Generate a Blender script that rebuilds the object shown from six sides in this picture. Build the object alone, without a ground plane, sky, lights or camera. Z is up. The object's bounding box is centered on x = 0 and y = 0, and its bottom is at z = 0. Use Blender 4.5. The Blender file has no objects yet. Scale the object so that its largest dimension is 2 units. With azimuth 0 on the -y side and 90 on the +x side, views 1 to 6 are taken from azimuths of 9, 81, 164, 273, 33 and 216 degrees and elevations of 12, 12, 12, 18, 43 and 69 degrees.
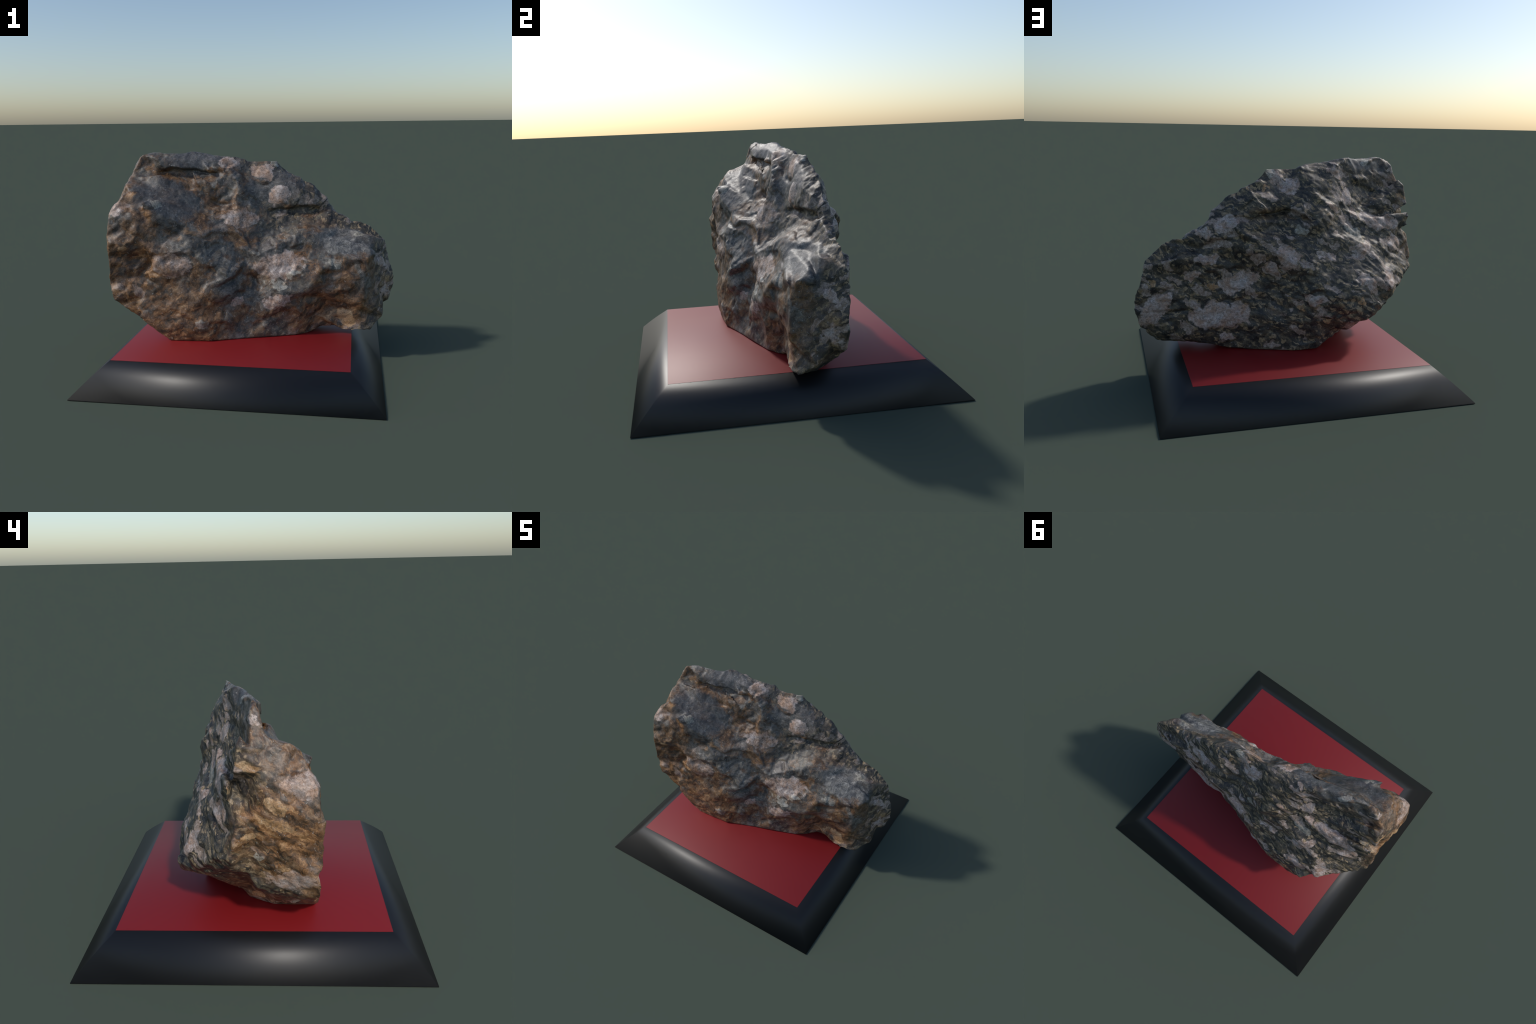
import bpy, bmesh, math
import numpy as np
from mathutils import Vector, Matrix, Euler

# ------------------------------------------------------------------ helpers
def new_object(name, mesh, parent=None):
    ob = bpy.data.objects.new(name, mesh)
    bpy.context.scene.collection.objects.link(ob)
    if parent:
        ob.parent = parent
    return ob


def lattice_hash(ix, iy, iz, seed):
    h = (ix * 374761393 + iy * 668265263 + iz * 2147483647 + seed * 1274126177) & 0xFFFFFFFF
    h = ((h ^ (h >> 13)) * 1274126177) & 0xFFFFFFFF
    h = ((h ^ (h >> 16)) * 2246822519) & 0xFFFFFFFF
    return (h ^ (h >> 15)) & 0xFFFFFFFF


def gradient_noise(p, seed=0):
    """Perlin-like noise of an (n,3) array, about -1..1."""
    i = np.floor(p).astype(np.int64)
    f = p - i
    w = f * f * f * (f * (f * 6 - 15) + 10)
    out = np.zeros(len(p))
    for dx in (0, 1):
        for dy in (0, 1):
            for dz in (0, 1):
                h = lattice_hash(i[:, 0] + dx, i[:, 1] + dy, i[:, 2] + dz, seed)
                z = (h & 0xFFFF) / 32767.5 - 1
                a = (h >> 16) / 65536.0 * 2 * math.pi
                r = np.sqrt(np.maximum(0, 1 - z * z))
                g = (r * np.cos(a) * (f[:, 0] - dx) + r * np.sin(a) * (f[:, 1] - dy) + z * (f[:, 2] - dz))
                wx = w[:, 0] if dx else 1 - w[:, 0]
                wy = w[:, 1] if dy else 1 - w[:, 1]
                wz = w[:, 2] if dz else 1 - w[:, 2]
                out += g * wx * wy * wz
    return out * 1.6


def fractal(p, octaves, seed=0, gain=0.5):
    s, a, n = np.zeros(len(p)), 1.0, 0.0
    for k in range(octaves):
        s += a * gradient_noise(p * 2.0 ** k + 17.3 * k, seed + k)
        n += a
        a *= gain
    return s / n


def cells(p, seed=0):
    """Random cell points: distance to the nearest one, the way to it, and its hash."""
    i = np.floor(p).astype(np.int64)
    near = np.full(len(p), 9.0)
    offset = np.zeros_like(p)
    ident = np.zeros(len(p), dtype=np.int64)
    for dx in (-1, 0, 1):
        for dy in (-1, 0, 1):
            for dz in (-1, 0, 1):
                c = i + np.array([dx, dy, dz])
                h = lattice_hash(c[:, 0], c[:, 1], c[:, 2], seed)
                q = c + np.stack([(h & 1023) / 1023.0, ((h >> 10) & 1023) / 1023.0, ((h >> 20) & 1023) / 1023.0], 1)
                d = np.linalg.norm(p - q, axis=1)
                closer = d < near
                ident = np.where(closer, h, ident)
                offset = np.where(closer[:, None], p - q, offset)
                near = np.where(closer, d, near)
    return near, offset, ident


def facets(p, seed=0):
    """Broken facets: every cell a plane tilted its own way."""
    near, offset, h = cells(p, seed)
    h = lattice_hash(h & 0xFFFF, h >> 16, h * 0, seed + 5)
    z = (h & 0xFFFF) / 32767.5 - 1
    a = (h >> 16) / 65536.0 * 2 * math.pi
    r = np.sqrt(np.maximum(0, 1 - z * z))
    return offset[:, 0] * r * np.cos(a) + offset[:, 1] * r * np.sin(a) + offset[:, 2] * z


def smooth_step(x, low, high):
    t = np.clip((x - low) / (high - low), 0, 1)
    return t * t * (3 - 2 * t)

# ------------------------------------------------------------------ sizes
BASE_X = (-0.998, 0.913)      # foot of the plinth
BASE_Y = 0.953
TOP_Z = 0.190
INSET = 0.206                 # width of the moulding

# the grain (foliation) of the gneiss: flat lenses lie across this axis
GRAIN = Vector((-0.43, -0.45, 0.78)).normalized()
GRAIN_ROT = GRAIN.to_track_quat("Z", "X").to_matrix()

# Turning points of the broken block, grouped by the face they lie on.
BLOCK_CORNERS = {
    "top_crest": [(-.766, -.041, 1.437), (-.709, -.011, 1.450), (-.596, .0, 1.443), (-.461, .054, 1.446),
                  (-.440, .110, 1.452), (-.321, .100, 1.436), (-.230, .110, 1.423), (-.130, .130, 1.412),
                  (-.055, .150, 1.384), (.030, .150, 1.383), (.111, .164, 1.386), (.155, .190, 1.383),
                  (.240, .218, 1.300), (.283, .228, 1.268), (.335, .215, 1.248), (.394, .218, 1.226),
                  (.445, .225, 1.160), (.512, .202, 1.134), (.518, .228, 1.097), (.530, .190, 1.055),
                  (.576, .170, 1.022), (.550, .275, 1.000), (.603, .235, 1.000), (.675, .180, .972), (.671, .230, .958),
                  (.780, .205, .948), (.834, .216, .915)],
    "front_crown": [(-.645, -.060, 1.405), (-.584, -.067, 1.318), (-.429, -.070, 1.345), (-.300, -.01, 1.335),
                    (-.500, -.015, 1.400), (-.360, .030, 1.400),
                    (-.562, -.052, 1.254), (-.408, -.032, 1.254), (-.300, -.004, 1.262), (-.242, .020, 1.310),
                    (-.265, -.013, 1.234), (-.192, .016, 1.284), (-.144, .017, 1.309), (-.229, .033, 1.382),
                    (-.071, -.014, 1.206), (-.110, -.029, 1.161), (.027, .098, 1.281), (.109, .109, 1.295),
                    (.020, .090, 1.230), (.090, .085, 1.215),
                    (.207, .101, 1.232), (.234, .143, 1.282), (.215, .091, 1.213), (.345, .116, 1.185),
                    (.201, .077, 1.168), (.227, .076, 1.110), (.396, .136, 1.158), (.417, .125, 1.058),
                    (.330, .105, 1.070)],
    "front_panel": [(-.824, -.211, 1.240), (-.645, -.149, 1.209), (-.640, -.100, 1.300), (-.356, -.051, 1.194),
                    (-.430, -.057, 1.178), (-.442, -.163, 1.092), (-.434, -.195, 1.053), (-.697, -.318, 1.143),
                    (-.696, -.304, 1.090), (-.669, -.318, 1.007), (-.583, -.299, .977),
                    (-.260, -.203, .939), (-.209, -.022, 1.075), (-.207, -.077, 1.015), (-.400, -.240, .960)],
    "front_middle": [(.026, -.015, .985), (.123, .060, 1.020), (.055, .058, 1.110), (.085, -.016, .860), (.030, -.045, .915), (.321, .101, .981),
                     (.230, .075, .990), (-.160, -.135, .955), (-.070, -.120, .900), (-.110, -.140, .830),
                     (.056, -.152, .759), (-.162, -.249, .709), (-.235, -.291, .701),
                     (-.241, -.276, .685), (-.212, -.301, .559), (-.352, -.303, .708), (-.377, -.318, .815),
                     (-.530, -.342, .799), (-.590, -.342, .785), (-.700, -.312, .800), (-.701, -.300, .728), (-.727, -.290, .628), (-.649, -.285, .713), (-.724, -.345, .890), (-.610, -.345, .690), (-.815, -.332, .600), (-.727, -.353, .970),
                     (-.435, -.329, .571), (-.428, -.337, .516), (-.581, -.331, .572), (-.694, -.333, .502),
                     (-.753, -.320, .461), (-.820, -.310, .510), (-.214, -.313, .486), (-.158, -.273, .434), (-.080, -.219, .456),
                     (-.020, -.140, .725), (-.045, -.175, .640), (.000, -.140, .550), (-.115, -.305, .625)],
    "front_block": [(.211, -.130, .652), (.371, -.074, .734), (.510, -.107, .680), (.585, -.083, .708),
                    (.360, -.060, .775), (.270, -.152, .624), (.385, -.142, .640), (.455, -.162, .595), (.053, -.142, .604), (.045, -.180, .480), (-.100, -.262, .490), (-.140, -.300, .335), (.100, -.210, .410), (.205, -.190, .400),
                    (.239, -.193, .464), (.347, -.143, .467), (.466, -.083, .454), (.740, -.082, .615),
                    (.702, -.086, .565), (.611, -.048, .377), (.562, -.037, .386),
                    (.250, -.145, .307), (.443, -.051, .325), (.280, -.068, .860), (.266, -.074, .790), (.225, -.080, .835), (.345, -.040, .860), (.402, -.040, .858), (.380, -.005, .915),
                    (.637, .130, .913), (.560, .075, .905), (.700, .120, .895), (.490, .000, .860)],
    "front_foot": [(-.432, -.352, .377), (-.477, -.362, .286), (-.301, -.348, .332), (-.243, -.344, .233),
                   (-.183, -.290, .302), (-.519, -.354, .190), (-.233, -.331, .190), (.113, -.204, .190), (.113, -.206, .250),
                   (.0, -.245, .190), (.210, -.172, .190), (.314, -.136, .190), (.396, -.080, .190), (.400, -.062, .225),
                   (-.100, -.265, .240), (-.002, -.190, .354), (-.518, -.230, .190), (-.515, -.104, .190)],
    "left_end": [(-.905, -.228, 1.105), (-.915, -.200, 1.090), (-.930, -.237, 1.040), (-.938, -.350, .900),
                 (-.930, -.365, .780), (-.915, -.370, .725), (-.927, -.370, .654), (-.931, -.363, .525),
                 (-.945, -.335, .560), (-.865, -.345, .700), (-.870, -.345, .620), (-.915, -.358, .470), (-.840, -.345, .412), (-.810, -.345, .942), (-.793, -.322, .749), (-.840, -.370, .850), (-.900, -.378, .870), (-.925, -.340, 1.030), (-.900, -.315, 1.085),
                 (-.810, -.260, 1.210), (-.955, -.250, .920), (-.945, -.100, .980), (-.930, -.020, .900), (-.920, -.060, 1.130), (-.935, -.170, 1.050),
                 (-.890, -.010, 1.240), (-.840, -.090, 1.290), (-.930, -.150, .750), (-.890, -.100, .600),
                 (-.870, -.170, .480), (-.874, -.350, .480)],
    "left_edge": [(-.800, .000, 1.390), (-.846, .040, 1.300), (-.882, .060, 1.255), (-.892, .062, 1.185), (-.908, .078, 1.130), (-.912, .102, 1.075),
                  (-.926, .110, .994), (-.925, .050, .915), (-.945, .085, .760), (-.935, .095, .650),
                  (-.875, .100, .600), (-.858, .012, .572), (-.850, .171, .632)],
    "left_foot": [(-.845, -.166, .452), (-.858, -.030, .490), (-.720, -.120, .345), (-.718, -.360, .346), (-.674, -.360, .316), (-.578, -.360, .238),
                  (-.700, .020, .470), (-.640, .0, .400), (-.540, .050, .300), (-.437, .030, .190), (-.755, .274, .545),
                  (-.665, .330, .490), (-.520, .422, .420), (-.400, .422, .390), (-.330, .300, .290), (-.235, .139, .190)],
    "back_upper": [(-.609, .030, 1.417), (-.284, .172, 1.369), (-.401, .120, 1.356), (-.520, .085, 1.340), (-.540, .075, 1.250), (-.440, .110, 1.260),
                   (-.690, .035, 1.300), (-.650, .105, 1.040), (-.705, .092, 1.045), (-.765, .085, 1.030), (-.630, .050, 1.190), (-.253, .259, 1.157), (-.336, .211, 1.129), (-.408, .151, 1.199),
                   (-.488, .151, 1.083), (-.521, .187, 1.054), (-.680, .112, 1.095),
                   (.124, .197, 1.347), (.145, .221, 1.237), (.249, .275, 1.219), (.0, .190, 1.290),
                   (-.130, .240, 1.250), (-.120, .290, 1.080), (-.070, .180, 1.378), (-.170, .330, 1.060), (.180, .298, 1.152), (.050, .272, 1.132), (.050, .250, 1.190), (-.070, .308, 1.106), (.100, .255, 1.095),
                   (.400, .250, 1.110)],
    "back_middle": [(-.859, .100, .955), (-.485, .215, .948), (-.700, .190, .900), (-.830, .116, .955), (-.545, .275, .870), (-.141, .350, .838), (-.310, .352, .766), (-.340, .302, .840), (-.090, .395, .690), (-.160, .415, .655),
                    (-.051, .391, .767), (-.447, .393, .694), (-.566, .377, .542), (-.230, .305, .975),
                    (-.050, .315, .950), (.100, .270, .990), (.351, .343, .998), (.522, .287, .965),
                    (.220, .350, .960), (-.715, .350, .590), (-.640, .330, .720), (-.810, .230, .600), (-.936, .120, .680), (-.870, .185, .660),
                    (-.594, .415, .500), (-.420, .440, .560), (-.270, .440, .590), (-.120, .405, .560), (.030, .320, .700)],
    "back_lower": [(.370, .310, .935), (.490, .285, .955), (.540, .255, .870), (.630, .222, .885), (.110, .355, .850), (.310, .345, .885), (.335, .262, .768), (.260, .268, .700),
                   (.130, .285, .600), (.450, .250, .620), (.300, .266, .420), (.090, .310, .400),
                   (-.120, .385, .400), (-.300, .405, .400), (-.170, .335, .200), (-.020, .322, .192),
                   (.233, .240, .192), (.480, .235, .330), (.600, .250, .500), (.480, .266, .440), (.590, .245, .690),
                   (.740, .205, .480), (.740, .280, .840), (.720, .235, .660), (.850, .208, .590)],
    "right_end": [(.836, .080, .760), (.853, .041, .765), (.815, -.035, .730), (.800, -.050, .690), (.896, .123, .686),
                  (.932, .136, .634), (.788, -.070, .397), (.728, -.058, .380), (.733, -.060, .290),
                  (.930, .117, .401), (.914, .037, .289), (.843, -.040, .220), (.975, .187, .372),
                  (.975, .225, .495), (1.004, .198, .510), (.992, .210, .600), (.909, .235, .785), (.930, .215, .820),
                  (.965, .224, .692), (.790, -.070, .500), (.870, .055, .560),
                  (.960, .215, .400), (.850, .220, .430), (.930, .238, .640)],
    "panel_marks": [(-.637, -.240, 1.149), (-.582, -.137, 1.211), (-.578, -.232, 1.135), (-.591, -.305, 1.055), (-.525, -.277, 1.008),
                    (-.574, -.303, 1.026), (-.359, -.118, 1.061), (-.287, -.125, 1.006), (-.234, -.145, .952), (-.465, -.257, .960),
                    (-.083, -.067, .982), (-.137, -.109, .958), (-.620, -.301, .960), (-.787, -.352, 1.034), (-.728, -.338, .998),
                    (-.144, -.016, 1.091), (-.363, -.030, 1.243), (-.316, .103, 1.429), (-.570, -.057, 1.332), (-.493, -.050, 1.335)],
    "crown_marks": [(.182, .147, 1.312), (.307, .094, 1.101), (.098, .079, 1.148), (.039, .076, 1.194), (.170, .071, .978), (.041, .023, 1.027),
                    (.205, .046, .933), (.161, .040, .938), (.393, .097, .976), (.568, .147, .976)],
    "block_marks": [(.700, .190, .940), (.806, .097, .870), (.642, .095, .862), (.679, .068, .841), (.737, .102, .877), (.706, .182, .942),
                    (.516, -.044, .793), (.813, .039, .804), (.590, .080, .861), (.632, -.050, .771), (.758, -.077, .736), (.710, -.034, .757),
                    (.609, .110, .906), (.588, -.082, .707), (.627, -.057, .775), (.310, -.108, .704), (.140, -.133, .700), (.118, -.169, .548),
                    (.219, -.162, .587), (.219, -.199, .516), (.392, -.161, .523), (.524, -.092, .543), (.569, -.095, .509), (.680, -.081, .459),
                    (.360, -.141, .383), (.720, -.079, .675)],
    "foot_marks": [(-.440, -.309, .731), (-.497, -.338, .684), (-.259, -.302, .591), (-.272, -.336, .429), (-.310, -.345, .478), (-.671, -.328, .370),
                   (-.719, -.328, .331), (-.536, -.280, .867), (-.524, -.326, .754), (-.584, -.324, .572), (-.720, -.334, .499),
                   (-.871, -.331, .432)],
    "right_foot": [(.856, .090, .250), (.880, .180, .330), (.718, .120, .245), (.597, .200, .261),
                   (.520, .0, .235), (.650, -.070, .215), (.780, -.075, .225), (.590, -.020, .235), (.385, .200, .200),
                   (.500, .100, .210), (.730, .215, .310)],
}
BLOCK_CENTRE = Vector((0.0, 0.09, 0.70))
BLOCK_SLANT = (0.10, 0.04)     # how the middle plane of the slab leans back with x and with z
BLOCK_STRETCH = Vector((1.0, 0.40, 0.72))


def block_cage():
    """Join the turning points into one closed shell, by their directions from the middle."""
    points = [Vector(p) for face in BLOCK_CORNERS.values() for p in face]
    bm = bmesh.new()
    for p in points:
        d = p - BLOCK_CENTRE
        d.y -= BLOCK_SLANT[0] * d.x + BLOCK_SLANT[1] * d.z
        bm.verts.new(Vector((d.x / BLOCK_STRETCH.x, d.y / BLOCK_STRETCH.y, d.z / BLOCK_STRETCH.z)).normalized())
    bm.verts.ensure_lookup_table()
    order = bm.verts.layers.int.new("order")
    for k, v in enumerate(bm.verts):
        v[order] = k
    bmesh.ops.convex_hull(bm, input=list(bm.verts))
    for v in list(bm.verts):
        if not v.link_faces:
            bm.verts.remove(v)
    for v in bm.verts:
        v.co = points[v[order]]
    bmesh.ops.recalc_face_normals(bm, faces=list(bm.faces))
    mesh = bpy.data.meshes.new("block_cage")
    bm.to_mesh(mesh)
    bm.free()
    return mesh


def evaluated(ob):
    graph = bpy.context.evaluated_depsgraph_get()
    return bpy.data.meshes.new_from_object(ob.evaluated_get(graph))


def fine_block(voxel=0.0065):
    ob = new_object("block_cage", block_cage())
    m = ob.modifiers.new("remesh", "REMESH")
    m.mode = "VOXEL"
    m.voxel_size = voxel
    m = ob.modifiers.new("soften", "SMOOTH")
    m.factor = 0.5
    m.iterations = 8
    mesh = evaluated(ob)
    bpy.data.objects.remove(ob)
    return mesh


def get_arrays(mesh):
    n = len(mesh.vertices)
    co = np.empty(n * 3)
    no = np.empty(n * 3)
    mesh.vertices.foreach_get("co", co)
    mesh.vertex_normals.foreach_get("vector", no)
    return co.reshape(-1, 3), no.reshape(-1, 3)


def set_coords(mesh, co):
    mesh.vertices.foreach_set("co", co.ravel())
    mesh.update()

def along_grain(co, across, along):
    """Coordinates squeezed so that lumps are flat lenses lying in the grain."""
    q = co @ np.array(GRAIN_ROT)
    return q * np.array([along, along, across])

# Coloured lenses set in the dark matrix: middle, half of the long axis, half width.
CLASTS = {
    "feldspar_lens": [
        ((0.854, 0.209, 0.525), (-0.107, 0.027, 0.099), 0.106),
        ((0.446, 0.247, 0.449), (-0.189, 0.020, -0.001), 0.129),
        ((0.405, 0.225, 0.288), (-0.075, -0.003, -0.022), 0.038),
        ((0.343, 0.258, 0.670), (-0.139, 0.020, 0.022), 0.080),
        ((0.564, 0.259, 0.827), (-0.085, -0.003, -0.002), 0.048),
        ((0.647, 0.243, 0.710), (-0.056, 0.014, -0.001), 0.042),
        ((0.428, 0.275, 1.044), (-0.089, 0.020, 0.016), 0.076),
        ((0.562, 0.242, 0.991), (-0.053, 0.026, -0.003), 0.054),
        ((0.039, 0.345, 0.826), (-0.054, 0.017, -0.086), 0.090),
        ((-0.220, 0.344, 0.820), (-0.082, -0.003, -0.018), 0.046),
        ((-0.674, 0.164, 1.011), (-0.156, -0.020, -0.032), 0.074),
        ((-0.518, 0.381, 0.629), (-0.065, -0.007, -0.070), 0.062),
        ((-0.700, 0.320, 0.655), (0.007, 0.033, -0.065), 0.075),
        ((0.009, 0.196, 1.272), (-0.079, 0.007, -0.009), 0.077),
        ((-0.338, 0.148, 1.354), (-0.061, -0.024, -0.023), 0.047),
        ((-0.416, 0.154, 1.188), (-0.039, -0.002, -0.048), 0.065),
        ((-0.291, 0.243, 1.129), (-0.068, -0.023, -0.042), 0.037),
        ((-0.465, 0.178, 1.080), (-0.026, 0.015, -0.036), 0.043),
        ((-0.135, 0.395, 0.561), (-0.064, 0.023, -0.001), 0.065),
        ((-0.800, 0.150, 0.888), (-0.050, -0.022, -0.045), 0.050),
        ((-0.178, 0.076, 1.374), (-0.060, -0.040, -0.006), 0.055),
        ((0.192, -0.113, 0.682), (0.175, 0.036, 0.030), 0.134),
        ((-0.505, -0.317, 0.708), (0.144, 0.001, -0.006), 0.115),
        ((-0.078, -0.046, 1.000), (0.139, 0.059, -0.003), 0.078),
        ((0.077, 0.126, 1.297), (0.054, -0.018, -0.064), 0.080),
        ((0.186, 0.089, 1.141), (0.075, 0.014, 0.035), 0.079),
        ((0.208, -0.178, 0.444), (0.095, 0.019, 0.027), 0.076),
        ((-0.076, -0.215, 0.452), (0.044, 0.032, 0.024), 0.044),
        ((-0.860, -0.260, 1.085), (0.060, -0.020, 0.020), 0.085),
        ((-0.736, -0.330, 0.539), (0.037, 0.005, -0.034), 0.041),
        ((-0.902, -0.248, 1.060), (0.027, -0.089, -0.016), 0.088),
        ((-0.865, -0.200, 0.550), (-0.060, -0.160, 0.020), 0.095),
        ((-0.757, 0.171, 0.857), (-0.040, -0.013, -0.047), 0.054),
        ((-0.797, -0.033, 1.360), (-0.007, -0.033, -0.029), 0.033),
        ((0.900, 0.130, 0.670), (0.029, 0.017, -0.043), 0.034),
        ((-0.440, 0.290, 0.877), (-0.068, -0.017, 0.005), 0.050),
        ((0.127, 0.315, 0.755), (-0.042, 0.009, -0.010), 0.048),
        ((-0.475, 0.291, 0.848), (-0.097, -0.044, 0.052), 0.052),
        ((-0.924, -0.238, 1.055), (0.005, -0.077, -0.015), 0.056)],
    "quartz_lens": [
        ((0.122, 0.182, 1.341), (-0.021, 0.007, -0.026), 0.034),
        ((-0.437, 0.231, 0.972), (-0.078, -0.010, -0.035), 0.049),
        ((-0.600, 0.028, 1.419), (-0.040, -0.019, 0.014), 0.026),
        ((0.576, -0.080, 0.710), (0.051, 0.003, -0.021), 0.035),
        ((-0.609, -0.262, 1.125), (0.033, 0.046, 0.013), 0.030),
        ((-0.299, -0.348, 0.323), (0.040, 0.009, 0.001), 0.024),
        ((0.234, -0.032, 0.834), (0.036, -0.005, -0.001), 0.022),
        ((-0.264, -0.017, 1.226), (0.020, -0.003, -0.023), 0.024),
        ((0.724, 0.111, 0.872), (0.043, 0.003, 0.001), 0.025),
        ((0.145, -0.160, 0.575), (0.105, -0.014, -0.025), 0.026),
        ((0.324, -0.135, 0.631), (0.055, 0.015, 0.013), 0.022),
        ((-0.906, -0.029, 0.676), (0.002, -0.017, -0.016), 0.024),
        ((-0.052, 0.305, 1.002), (-0.042, 0.010, 0.009), 0.021)],
    "stained_lens": [
        ((0.670, -0.046, 0.315), (0.047, -0.007, -0.054), 0.065),
        ((-0.900, 0.062, 1.021), (-0.012, -0.040, -0.034), 0.054),
        ((-0.934, -0.131, 0.880), (-0.008, -0.105, -0.049), 0.029),
        ((-0.945, -0.136, 0.972), (-0.004, -0.032, -0.028), 0.028),
        ((-0.930, -0.062, 1.008), (-0.010, -0.032, -0.015), 0.024),
        ((-0.558, -0.036, 0.279), (0.011, -0.026, -0.028), 0.032),
        ((-0.878, 0.012, 1.172), (-0.051, -0.054, -0.020), 0.044),
        ((-0.927, 0.004, 0.794), (-0.003, -0.031, -0.029), 0.027),
        ((-0.839, -0.364, 0.832), (0.023, 0.004, -0.015), 0.027),
        ((0.505, 0.245, 0.650), (-0.040, -0.005, -0.007), 0.029),
        ((0.153, 0.224, 1.241), (-0.032, -0.007, 0.002), 0.018),
        ((0.889, 0.234, 0.671), (-0.015, 0.004, -0.008), 0.021),
        ((-0.224, 0.389, 0.391), (-0.042, 0.008, 0.021), 0.022),
        ((-0.063, 0.365, 0.492), (-0.017, 0.006, 0.010), 0.016),
        ((-0.452, 0.427, 0.519), (-0.028, -0.003, -0.003), 0.015)],
}

# Seams and overhangs: line on the surface, half width, depth, strength of the rust and painted crease shade in it.
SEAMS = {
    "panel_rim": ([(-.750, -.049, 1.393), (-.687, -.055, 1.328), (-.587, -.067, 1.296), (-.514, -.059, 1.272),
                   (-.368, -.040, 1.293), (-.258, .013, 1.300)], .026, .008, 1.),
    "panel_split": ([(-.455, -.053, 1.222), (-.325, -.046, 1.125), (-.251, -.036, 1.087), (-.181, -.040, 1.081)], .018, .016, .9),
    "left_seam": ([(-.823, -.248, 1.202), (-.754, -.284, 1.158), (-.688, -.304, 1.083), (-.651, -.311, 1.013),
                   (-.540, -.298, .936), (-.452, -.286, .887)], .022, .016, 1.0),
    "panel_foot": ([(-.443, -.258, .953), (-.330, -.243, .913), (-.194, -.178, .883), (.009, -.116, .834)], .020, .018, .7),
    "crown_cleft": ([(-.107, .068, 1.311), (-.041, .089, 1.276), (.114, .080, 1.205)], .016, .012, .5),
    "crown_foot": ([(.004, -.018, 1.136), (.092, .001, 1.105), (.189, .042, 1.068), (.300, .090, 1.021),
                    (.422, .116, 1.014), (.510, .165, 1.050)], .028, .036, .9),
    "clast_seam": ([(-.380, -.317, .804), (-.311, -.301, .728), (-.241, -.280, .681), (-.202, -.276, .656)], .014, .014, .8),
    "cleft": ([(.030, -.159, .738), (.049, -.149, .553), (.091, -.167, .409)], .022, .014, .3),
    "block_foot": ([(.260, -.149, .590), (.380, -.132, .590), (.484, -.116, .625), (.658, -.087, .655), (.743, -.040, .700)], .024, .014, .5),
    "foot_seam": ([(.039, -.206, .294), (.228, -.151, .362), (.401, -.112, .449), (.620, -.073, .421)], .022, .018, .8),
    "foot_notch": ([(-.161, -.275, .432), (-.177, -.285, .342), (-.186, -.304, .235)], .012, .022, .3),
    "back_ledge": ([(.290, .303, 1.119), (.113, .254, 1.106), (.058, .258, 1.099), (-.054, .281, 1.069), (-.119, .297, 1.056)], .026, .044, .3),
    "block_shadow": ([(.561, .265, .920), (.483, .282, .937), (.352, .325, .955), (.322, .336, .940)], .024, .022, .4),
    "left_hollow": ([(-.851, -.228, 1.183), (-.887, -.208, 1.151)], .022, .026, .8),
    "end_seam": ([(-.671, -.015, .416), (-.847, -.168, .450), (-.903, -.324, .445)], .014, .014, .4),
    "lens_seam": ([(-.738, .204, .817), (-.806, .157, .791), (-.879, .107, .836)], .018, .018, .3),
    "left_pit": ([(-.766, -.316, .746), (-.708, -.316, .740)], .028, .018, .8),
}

# Undercut hollows: middle, radii, which way and how far the rock is scooped out.
HOLLOWS = [
    ((-.43, -.04, 1.292), (.20, .14, .040), (0, .042, .004)),
    ((.30, .09, 1.030), (.22, .10, .040), (0, .030, .004)),
    ((.16, .27, 1.085), (.24, .10, .035), (0, -.035, .004)),
]

# Broad rusty staining: middle and radii of soft clouds, strength.
STAINS = [
    ((-.93, -.14, .78), (.10, .26, .34), 1.0),
    ((-.74, -.36, .60), (.28, .16, .40), .9),
    ((-.42, -.36, .34), (.40, .16, .26), .85),
    ((.46, -.06, .38), (.46, .14, .22), .8),
    ((.345, -.085, .755), (.055, .07, .035), 1.3),
    ((-.60, .05, .34), (.30, .30, .14), .55),
    ((.92, .08, .45), (.12, .16, .20), .3),
    ((-.84, -.08, 1.20), (.09, .16, .20), .55),
]


# Fresh, even break surfaces with hardly any stain: middle, radii, how much lighter.
CLEAN_BREAKS = [
    ((-.58, -.17, 1.14), (.27, .17, .17), 0.0),
    ((-.42, .02, 1.39), (.24, .10, .06), 0.0),
    ((.66, .04, .83), (.22, .13, .12), 1.0),
    ((.12, .11, 1.20), (.20, .12, .12), .3),
]


def segment_distance(co, a, b):
    a, b = np.array(a), np.array(b)
    t = np.clip(((co - a) @ (b - a)) / ((b - a) @ (b - a)), 0, 1)
    return np.linalg.norm(co - (a + t[:, None] * (b - a)), axis=1)


def lens_frame(lens):
    """Turn and radii of a lens: long axis, width, and thickness across the rock."""
    centre, half, width = lens
    half = Vector(half)
    turn = half.to_track_quat("X", "Z")
    return Vector(centre), turn, (max(half.length, width), width, max(.7 * width, .03))


def lens_distance(co, lens):
    centre, turn, radii = lens_frame(lens)
    q = (co - np.array(centre)) @ np.array(turn.to_matrix())
    return np.linalg.norm(q / np.array(radii), axis=1)


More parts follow.
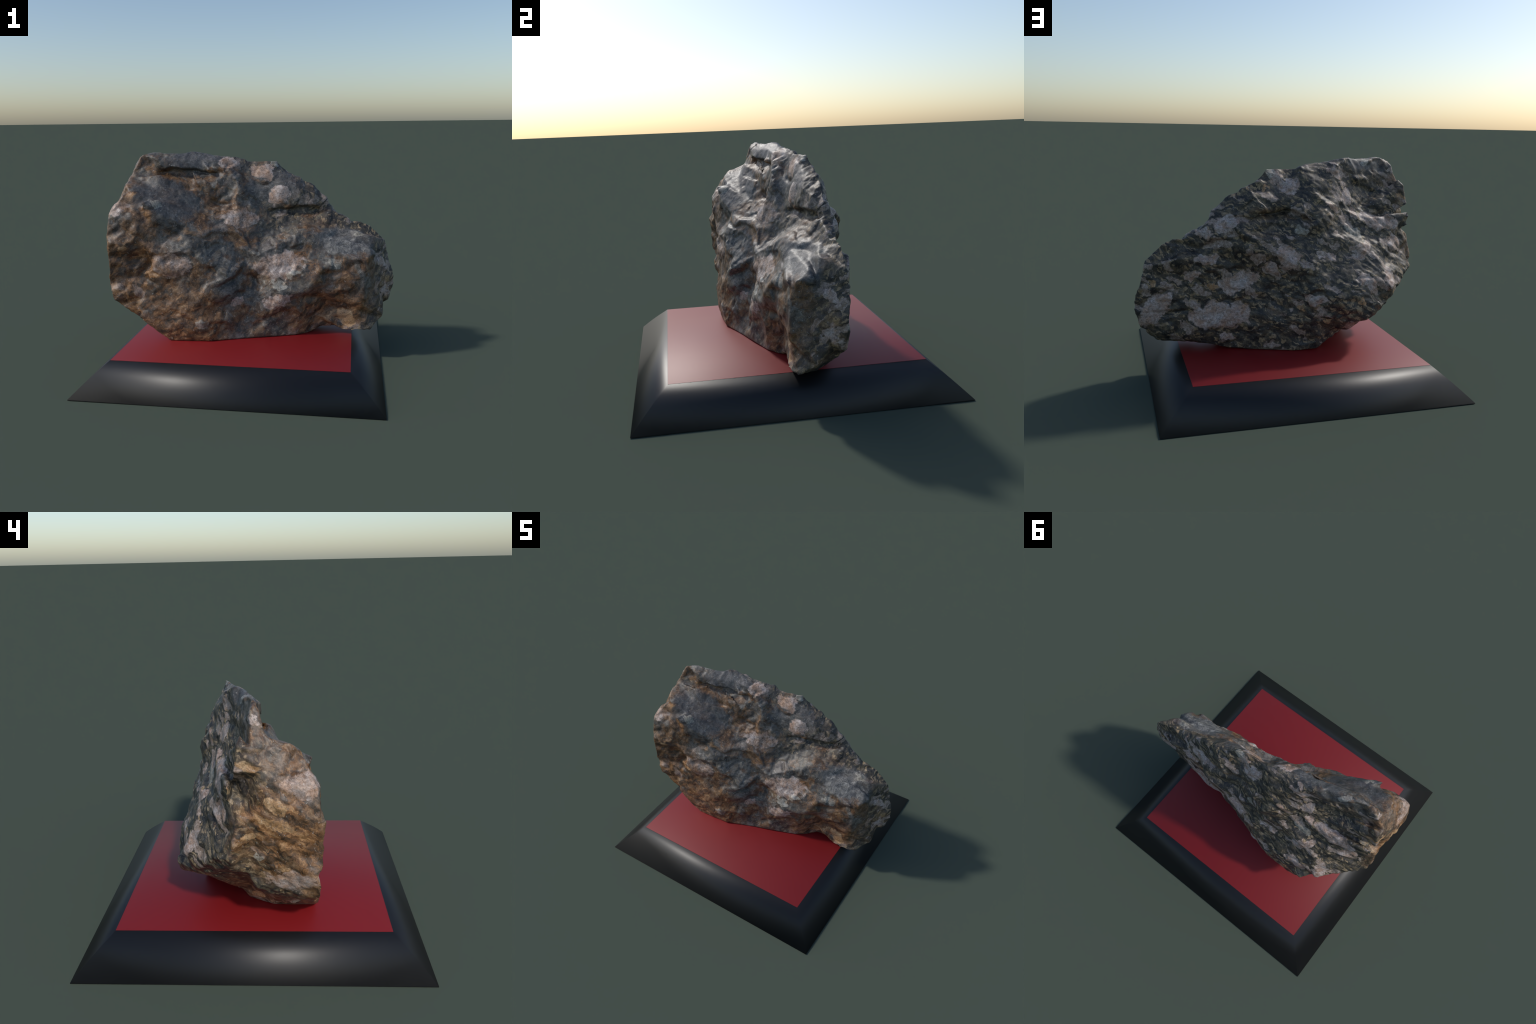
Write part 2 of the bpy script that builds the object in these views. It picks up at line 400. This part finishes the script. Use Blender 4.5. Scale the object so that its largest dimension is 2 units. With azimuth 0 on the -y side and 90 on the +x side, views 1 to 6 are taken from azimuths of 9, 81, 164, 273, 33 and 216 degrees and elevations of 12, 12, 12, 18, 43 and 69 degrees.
def weather(mesh):
    """Break the plain shell up: chips, flat lenses in the grain, seams and swollen clasts."""
    co, no = get_arrays(mesh)
    warp = np.stack([fractal(co * 5, 2, 50 + k) for k in range(3)], 1) * .05
    p = co + warp
    front = smooth_step(co @ np.array([-.16, 1.0, -.30]), -.20, -.34)
    back = 1 - front
    clean = np.zeros(len(co))
    for centre, radii, pale in CLEAN_BREAKS:
        d = np.linalg.norm((co - np.array(centre)) / np.array(radii), axis=1)
        clean = np.maximum(clean, smooth_step(d, 1.15, .7))
    # fractured front: tilted facets of three sizes
    lift = front * (.010 * facets(p * 7, 3) + .006 * facets(p * 15, 4) + .0015 * facets(p * 40, 5))
    # back and ends: lumps flattened in the grain, with creases between
    big, _, _ = cells(along_grain(p, 17, 7), 7)
    small, _, _ = cells(along_grain(p, 42, 17), 9)
    lift += back * (.015 * (.5 - big) + .005 * (.5 - small) + .010 * facets(p * 7, 6))
    ridge = np.abs(gradient_noise(along_grain(p, 26, 8), 21))
    lift -= (.002 + .002 * back) * np.clip(.25 - ridge, 0, 1) / .25
    lift += (.007 - .004 * front) * fractal(along_grain(p, 14, 8), 3, 41)
    lift += .0015 * fractal(along_grain(co, 60, 40), 2, 61)
    lift *= 1 - .55 * clean
    for kind, lenses in CLASTS.items():
        for lens in lenses:
            d = lens_distance(p, lens)
            lift += .006 * np.clip(1 - d * d, 0, 1)
            lift -= .003 * np.exp(-((d - 1.08) / .10) ** 2)
    for line, width, depth, rust_and_shade in SEAMS.values():
        d = np.min([segment_distance(p, a, b) for a, b in zip(line, line[1:])], axis=0)
        lift -= depth * np.exp(-(d / width) ** 2)
    push = np.zeros_like(co)
    for centre, radii, way in HOLLOWS:
        d = np.linalg.norm((co + 1.0 * warp - np.array(centre)) / np.array(radii), axis=1)
        lip = smooth_step(co[:, 2] - centre[2], -1.2 * radii[2], .6 * radii[2])
        push += (smooth_step(d, 1.2, .75) * lip)[:, None] * np.array(way)
    foot = np.clip((co[:, 2] - TOP_Z) / .06, 0, 1)
    co = co + push + no * (lift * (.05 + .95 * foot))[:, None]
    # wear: one light pass over the edges
    set_coords(mesh, co)
    edges = np.empty(len(mesh.edges) * 2, dtype=np.int32)
    mesh.edges.foreach_get("vertices", edges)
    a, b = edges[0::2], edges[1::2]
    for worn in range(4):
        total = np.zeros_like(co)
        number = np.zeros(len(co))
        for i, j in ((a, b), (b, a)):
            for axis in range(3):
                total[:, axis] += np.bincount(i, co[j, axis], len(co))
            number += np.bincount(i, minlength=len(co))
        co = co * .5 + .5 * total / number[:, None]
    co[:, 2] = np.maximum(co[:, 2], TOP_Z + .0015)
    co[:, 0] = np.minimum(co[:, 0], .999)
    set_coords(mesh, co)

# ------------------------------------------------------------------ materials
class Nodes:
    def __init__(self, name):
        self.mat = bpy.data.materials.new(name)
        self.mat.use_nodes = True
        self.tree = self.mat.node_tree
        self.bsdf = self.tree.nodes["Principled BSDF"]

    def put(self, socket, value):
        if isinstance(value, bpy.types.NodeSocket):
            self.tree.links.new(value, socket)
        elif value is not None:
            socket.default_value = value

    def add(self, kind, out=0, inputs=None, **props):
        n = self.tree.nodes.new(kind)
        for k, v in props.items():
            setattr(n, k, v)
        for k, v in (inputs or {}).items():
            self.put(n.inputs[k], v)
        return n.outputs[out]

    def math(self, op, a, b=None, clamp=False):
        return self.add("ShaderNodeMath", operation=op, use_clamp=clamp, inputs={0: a, 1: b} if b is not None else {0: a})

    def vec(self, op, a, b=None, scale=None):
        n = self.tree.nodes.new("ShaderNodeVectorMath")
        n.operation = op
        self.put(n.inputs[0], a)
        if b is not None:
            self.put(n.inputs[1], b)
        if scale is not None:
            self.put(n.inputs["Scale"], scale)
        return n.outputs["Value"] if op in ("LENGTH", "DOT_PRODUCT") else n.outputs[0]

    def noise(self, vector, scale, detail=3, rough=.5, out="Factor"):
        n = self.tree.nodes.new("ShaderNodeTexNoise")
        self.put(n.inputs["Vector"], vector)
        n.inputs["Scale"].default_value = scale
        n.inputs["Detail"].default_value = detail
        n.inputs["Roughness"].default_value = rough
        return n.outputs["Color"] if out == "Color" else n.outputs[0]

    def step(self, value, low, high):
        return self.add("ShaderNodeMapRange", interpolation_type="SMOOTHSTEP", inputs={"Value": value, "From Min": low, "From Max": high})

    def ramp(self, value, stops):
        n = self.tree.nodes.new("ShaderNodeValToRGB")
        self.put(n.inputs[0], value)
        e = n.color_ramp.elements
        while len(e) < len(stops):
            e.new(.5)
        for s, (at, c) in zip(e, stops):
            s.position = at
            s.color = (*c, 1)
        return n.outputs[0]

    def mix(self, fac, a, b, blend="MIX"):
        n = self.tree.nodes.new("ShaderNodeMix")
        n.data_type = "RGBA"
        n.blend_type = blend
        self.put(n.inputs[0], fac)
        self.put(n.inputs[6], a if isinstance(a, bpy.types.NodeSocket) else (*a, 1))
        self.put(n.inputs[7], b if isinstance(b, bpy.types.NodeSocket) else (*b, 1))
        return n.outputs[2]

    def blob(self, vector, centre, turn, radii):
        m = self.add("ShaderNodeMapping", vector_type="TEXTURE", inputs={0: vector, 1: tuple(centre), 2: turn.to_euler(), 3: radii})
        return self.vec("LENGTH", m)

    def nearest(self, vector, frames):
        """Distance to the nearest of many ellipsoids, found one after the other."""
        d = None
        for frame in frames:
            # a negligible nudge makes the renderer work the list off in order
            at = vector if d is None else self.add("ShaderNodeVectorMath", operation="MULTIPLY_ADD", inputs={0: d, 1: (1e-8,) * 3, 2: vector})
            other = self.blob(at, *frame)
            d = other if d is None else self.math("MINIMUM", d, other)
        return d


def rock_material():
    n = Nodes("gneiss")
    where = n.add("ShaderNodeTexCoord", out="Object")
    wob = n.vec("SUBTRACT", n.noise(where, 7, 3, .6, "Color"), (.5, .5, .5))
    fine = n.vec("SUBTRACT", n.noise(where, 34, 3, .6, "Color"), (.5, .5, .5))
    warped = n.vec("ADD", where, n.vec("ADD", n.vec("SCALE", wob, scale=.12), n.vec("SCALE", fine, scale=.04)))
    grain_turn = GRAIN_ROT.inverted().to_euler()
    turned = n.add("ShaderNodeMapping", inputs={0: warped, 2: grain_turn})
    lens_space = n.add("ShaderNodeMapping", inputs={0: turned, 3: (1, 1, 2.9)})

    # dark mica-rich matrix with paler grains strung out along the grain
    streak = n.noise(lens_space, 15, 6, .68)
    dark = n.ramp(streak, [(.32, (.012, .012, .012)), (.45, (.030, .029, .028)), (.55, (.080, .066, .046)),
                           (.67, (.19, .150, .095)), (.80, (.36, .31, .24))])
    fleck = n.tree.nodes.new("ShaderNodeTexVoronoi")
    n.put(fleck.inputs["Vector"], lens_space)
    fleck.inputs["Scale"].default_value = 21
    pick = n.add("ShaderNodeSeparateColor", inputs={0: fleck.outputs["Color"]})
    shape = n.step(fleck.outputs["Distance"], .52, .30)
    ochre = n.math("MULTIPLY", n.step(pick, .42, .48), shape)
    base = n.mix(n.math("MULTIPLY", ochre, .85), dark, n.mix(n.noise(where, 13, 2), (.30, .20, .08), (.30, .245, .185)))
    # scattered middle-sized pale lenses
    mid = n.tree.nodes.new("ShaderNodeTexVoronoi")
    n.put(mid.inputs["Vector"], lens_space)
    mid.inputs["Scale"].default_value = 7.0
    midpick = n.add("ShaderNodeSeparateColor", inputs={0: mid.outputs["Color"]})
    midmask = n.math("MULTIPLY", n.step(midpick, .54, .57), n.step(mid.outputs["Distance"], .47, .40))
    grit = n.noise(where, 48, 5, .7)
    pale = n.ramp(grit, [(.28, (.13, .09, .065)), (.45, (.27, .205, .165)), (.62, (.38, .315, .28)), (.75, (.47, .42, .40))])
    base = n.mix(n.math("MULTIPLY", midmask, .85), base, pale)
    # the broken front face is a greyer, cleaner fracture
    front = n.vec("DOT_PRODUCT", where, (-.16, 1.0, -.30))
    front = n.step(front, -.20, -.34)
    grey = n.ramp(n.noise(warped, 10, 6, .7), [(.30, (.014, .014, .015)), (.43, (.048, .049, .050)), (.55, (.115, .113, .108)), (.66, (.24, .225, .20)), (.78, (.42, .40, .36))])
    base = n.mix(n.math("MULTIPLY", front, .75), base, grey)
    # thin brown weathering film in clouds all over the fracture
    fresh = pale_break = None
    for centre, radii, lighter in CLEAN_BREAKS:
        d = n.step(n.blob(warped, centre, Euler().to_quaternion(), radii), 1.15, .75)
        fresh = d if fresh is None else n.math("MAXIMUM", fresh, d)
        if lighter:
            d = n.math("MULTIPLY", d, lighter)
            pale_break = d if pale_break is None else n.math("MAXIMUM", pale_break, d)
    slate = n.ramp(n.noise(warped, 14, 6, .7), [(.30, (.020, .022, .026)), (.45, (.055, .059, .066)), (.60, (.105, .108, .112)), (.75, (.22, .21, .195))])
    base = n.mix(n.math("MULTIPLY", fresh, .7), base, slate)
    speckled = n.ramp(n.noise(warped, 26, 6, .72), [(.30, (.035, .036, .040)), (.45, (.10, .10, .10)), (.57, (.20, .195, .18)), (.68, (.40, .38, .34))])
    base = n.mix(n.math("MULTIPLY", pale_break, .8), base, speckled)
    film = n.math("MULTIPLY", n.math("MULTIPLY", n.step(n.noise(warped, 5.5, 6, .70), .455, .60), front), .85)
    film = n.math("MULTIPLY", film, n.math("SUBTRACT", 1.0, n.math("MULTIPLY", fresh, .8)))
    base = n.mix(film, base, n.ramp(n.noise(warped, 24, 4, .65), [(.32, (.022, .013, .008)), (.47, (.105, .050, .019)), (.58, (.20, .105, .045)), (.72, (.34, .22, .12))]))

    # rust; along the seams the dark tint also paints in crease shade
    stain_and_shade = None
    for centre, radii, strength in STAINS:
        d = n.blob(warped, centre, Euler().to_quaternion(), radii)
        s = n.math("MULTIPLY", n.step(d, 1.25, .55), strength)
        stain_and_shade = s if stain_and_shade is None else n.math("MAXIMUM", stain_and_shade, s)
    for line, width, depth, rust_and_shade in SEAMS.values():
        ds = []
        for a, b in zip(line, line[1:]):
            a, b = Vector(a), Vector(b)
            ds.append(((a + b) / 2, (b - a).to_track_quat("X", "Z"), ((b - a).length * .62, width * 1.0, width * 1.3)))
        s = n.math("MULTIPLY", n.step(n.nearest(warped, ds), 1.35, .55), rust_and_shade)
        stain_and_shade = n.math("MAXIMUM", stain_and_shade, s)
    patchy = n.step(n.noise(lens_space, 6, 5, .65), .34, .60)
    stain_and_shade = n.math("MULTIPLY", stain_and_shade, n.math("ADD", n.math("MULTIPLY", patchy, .55), .45), clamp=True)
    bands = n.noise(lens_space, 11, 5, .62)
    rust_and_shade = n.ramp(bands, [(.32, (.022, .014, .009)), (.43, (.060, .032, .014)), (.52, (.18, .086, .034)), (.62, (.32, .18, .082)), (.76, (.42, .29, .17))])
    base = n.mix(stain_and_shade, base, rust_and_shade)

    # the big lenses
    speck = n.noise(where, 62, 4, .65)
    blotch = n.noise(where, 13, 6, .72)
    pink = n.ramp(blotch, [(.30, (.26, .15, .085)), (.42, (.36, .245, .185)), (.54, (.40, .325, .29)), (.68, (.42, .385, .38)), (.80, (.52, .50, .49))])
    white = n.ramp(blotch, [(.3, (.26, .23, .17)), (.5, (.37, .35, .30)), (.7, (.48, .47, .44))])
    tan = n.ramp(blotch, [(.3, (.22, .12, .05)), (.5, (.36, .22, .11)), (.7, (.46, .33, .20))])
    colours = {"feldspar_lens": pink, "quartz_lens": white, "stained_lens": tan}
    pits = n.math("ADD", n.math("MULTIPLY", n.step(speck, .34, .46), .6), .4)
    for kind, lenses in CLASTS.items():
        d = n.nearest(warped, [lens_frame(l) for l in lenses])
        ragged = n.math("MULTIPLY", n.math("SUBTRACT", n.noise(where, 11, 4, .6), .5), 1.3)
        mask = n.step(n.math("ADD", d, ragged), 1.06, .90)
        colour = n.mix(pits, (.10, .085, .075), colours[kind])
        if kind == "feldspar_lens":
            colour = n.mix(n.math("MULTIPLY", stain_and_shade, .45), colour, rust_and_shade)
        base = n.mix(n.math("MULTIPLY", mask, n.math("SUBTRACT", .68 if kind == "quartz_lens" else .92, n.math("MULTIPLY", film, .55))), base, colour)
    # crystal grain: small dark and bright grains all over, drawn out a little along the foliation
    tone = n.step(n.noise(lens_space, 52, 5, .75), .34, .66)
    base = n.mix(.75, base, n.mix(tone, (.22, .21, .20), (.80, .80, .80)), "OVERLAY")
    glint = n.math("MULTIPLY", n.step(n.noise(where, 70, 3, .6), .64, .70), .35)
    base = n.mix(glint, base, (.50, .49, .47))
    n.put(n.bsdf.inputs["Base Color"], base)
    n.put(n.bsdf.inputs["Roughness"], n.add("ShaderNodeMapRange", inputs={"Value": grit, "From Min": .3, "From Max": .7, "To Min": .42, "To Max": .58}))
    bump = n.tree.nodes.new("ShaderNodeBump")
    bump.inputs["Strength"].default_value = .22
    bump.inputs["Distance"].default_value = .006
    n.put(bump.inputs["Height"], n.math("ADD", grit, n.noise(lens_space, 60, 4, .6)))
    n.put(n.bsdf.inputs["Normal"], bump.outputs[0])
    return n.mat


def plain_material(name, colour, rough, spec=.5):
    n = Nodes(name)
    where = n.add("ShaderNodeTexCoord", out="Object")
    soft = n.noise(where, 3, 2)
    n.put(n.bsdf.inputs["Base Color"], n.mix(soft, [c * .96 for c in colour], [c * 1.04 for c in colour]))
    n.bsdf.inputs["Roughness"].default_value = rough
    n.bsdf.inputs["Specular IOR Level"].default_value = spec
    return n.mat

# ------------------------------------------------------------------ rock
def build_rock():
    rock = new_object("rock_specimen", None)
    rock["label"] = "rough dark gneiss boulder slab with pink feldspar lenses"
    rock["category"] = "rock"
    rock.location = (0, 0, 0)
    mesh = fine_block()
    weather(mesh)
    co, no = get_arrays(mesh)
    count = len(mesh.polygons)
    sides = np.empty(count, dtype=np.int32)
    mesh.polygons.foreach_get("loop_total", sides)
    corner = np.empty(len(mesh.loops), dtype=np.int32)
    mesh.loops.foreach_get("vertex_index", corner)
    start = np.concatenate([[0], np.cumsum(sides)[:-1]])
    middle = np.add.reduceat(co[corner], start) / sides[:, None]
    owner = np.zeros(count, dtype=np.int32)
    best = np.full(count, 1.0)
    parts = [("rock_matrix", "stuff")]
    for kind, lenses in CLASTS.items():
        for lens in lenses:
            d = lens_distance(middle, lens)
            mine = (d < .98) & (d < best)
            if mine.sum() < 30:
                continue
            owner[mine] = len(parts)
            best[mine] = d[mine]
            parts.append((kind, None))
    mat = rock_material()
    for k, (name, stuff) in enumerate(parts):
        faces = np.nonzero(owner == k)[0]
        if len(faces) == 0:
            continue
        loops = [corner[start[f]:start[f] + sides[f]] for f in faces]
        used, inverse = np.unique(np.concatenate(loops), return_inverse=True)
        cut, polys = 0, []
        for l in loops:
            polys.append(inverse[cut:cut + len(l)].tolist())
            cut += len(l)
        piece = bpy.data.meshes.new(name)
        piece.from_pydata(co[used].tolist(), [], polys)
        piece.polygons.foreach_set("use_smooth", [True] * len(polys))
        piece.normals_split_custom_set_from_vertices(no[used].tolist())
        piece.materials.append(mat)
        new_object(name, piece, rock)
    bpy.data.meshes.remove(mesh)

# ------------------------------------------------------------------ plinth
def build_plinth():
    plinth = new_object("display_plinth", None)
    plinth["label"] = "low black display base with bevelled sides and red top"
    plinth["category"] = "display base"
    x0, x1 = BASE_X
    steps = 14
    rings, tilt = [], []
    for k in range(steps + 1):
        t = k / steps
        bulge = .004 * math.sin(math.pi * t)
        inset = INSET * t - bulge * .68
        rings.append((inset, .004 + (TOP_Z - .004) * t + bulge * .73))
        tilt.append(math.radians(np.interp(t, (0, .55, .8, .9, 1), (82, 51, 30, 20, 14))))
    rings.insert(0, (0, 0))
    tilt.insert(0, math.radians(86))

    def corners(inset, z):
        return [(x0 + inset, -BASE_Y + inset, z), (x1 - inset, -BASE_Y + inset, z),
                (x1 - inset, BASE_Y - inset, z), (x0 + inset, BASE_Y - inset, z)]
    outward = [(0, -1), (1, 0), (0, 1), (-1, 0)]
    verts, faces, normals = [], [], []
    columns = 24
    # hand-rubbed moulding: its polish swings round towards the mitred corners
    for side in range(4):
        first = len(verts)
        ox, oy = outward[side]
        for (inset, z), a in zip(rings, tilt):
            c = corners(inset, z)
            start, end = Vector(c[side]), Vector(c[(side + 1) % 4])
            way = (end - start).normalized()
            for j in range(columns + 1):
                f = j / columns
                verts.append(start.lerp(end, f))
                flat = Vector((ox, oy, 0)) + way * .95 * (2 * f - 1)
                normals.append((flat * math.sin(a) + Vector((0, 0, math.cos(a)))).normalized())
        for k in range(len(rings) - 1):
            for j in range(columns):
                i = first + k * (columns + 1) + j
                faces.append((i, i + 1, i + columns + 2, i + columns + 1))
    under = len(verts)
    verts += corners(0, 0)
    normals += [(0, 0, -1)] * 4
    faces.append((under + 3, under + 2, under + 1, under))
    top = len(verts)
    verts += corners(INSET, TOP_Z)
    normals += [(0, 0, 1)] * 4
    faces.append((top, top + 1, top + 2, top + 3))
    mesh = bpy.data.meshes.new("moulding")
    mesh.from_pydata(verts, [], faces)
    mesh.polygons.foreach_set("use_smooth", [True] * len(faces))
    mesh.normals_split_custom_set_from_vertices(normals)
    mesh.materials.append(plain_material("black_lacquer", (.006, .006, .007), .44))
    new_object("moulding", mesh, plinth)

    # the panel is polished like a very shallow cushion
    cells_x, cells_y, crown = 24, 24, .25
    verts, normals, faces = [], [], []
    low = corners(INSET + .0005, TOP_Z + .001)
    for j in range(cells_y + 1):
        for i in range(cells_x + 1):
            fx, fy = i / cells_x, j / cells_y
            verts.append((low[0][0] + (low[2][0] - low[0][0]) * fx, low[0][1] + (low[2][1] - low[0][1]) * fy, TOP_Z + .001))
            normals.append(Vector((crown * (2 * fx - 1), crown * (2 * fy - 1), 1)).normalized())
    for j in range(cells_y):
        for i in range(cells_x):
            k = j * (cells_x + 1) + i
            faces.append((k, k + 1, k + cells_x + 2, k + cells_x + 1))
    top, foot = corners(INSET + .0005, TOP_Z + .001), corners(INSET, TOP_Z - .004)
    for side in range(4):
        k = len(verts)
        verts += [foot[side], foot[(side + 1) % 4], top[(side + 1) % 4], top[side]]
        normals += [(*outward[side], 0)] * 4
        faces.append((k, k + 1, k + 2, k + 3))
    k = len(verts)
    verts += foot
    normals += [(0, 0, -1)] * 4
    faces.append((k + 3, k + 2, k + 1, k))
    panel = bpy.data.meshes.new("top_panel")
    panel.from_pydata(verts, [], faces)
    panel.polygons.foreach_set("use_smooth", [True] * len(faces))
    panel.normals_split_custom_set_from_vertices(normals)
    panel.materials.append(plain_material("red_panel", (.20, .006, .008), .5))
    new_object("top_panel", panel, plinth)


build_plinth()
build_rock()
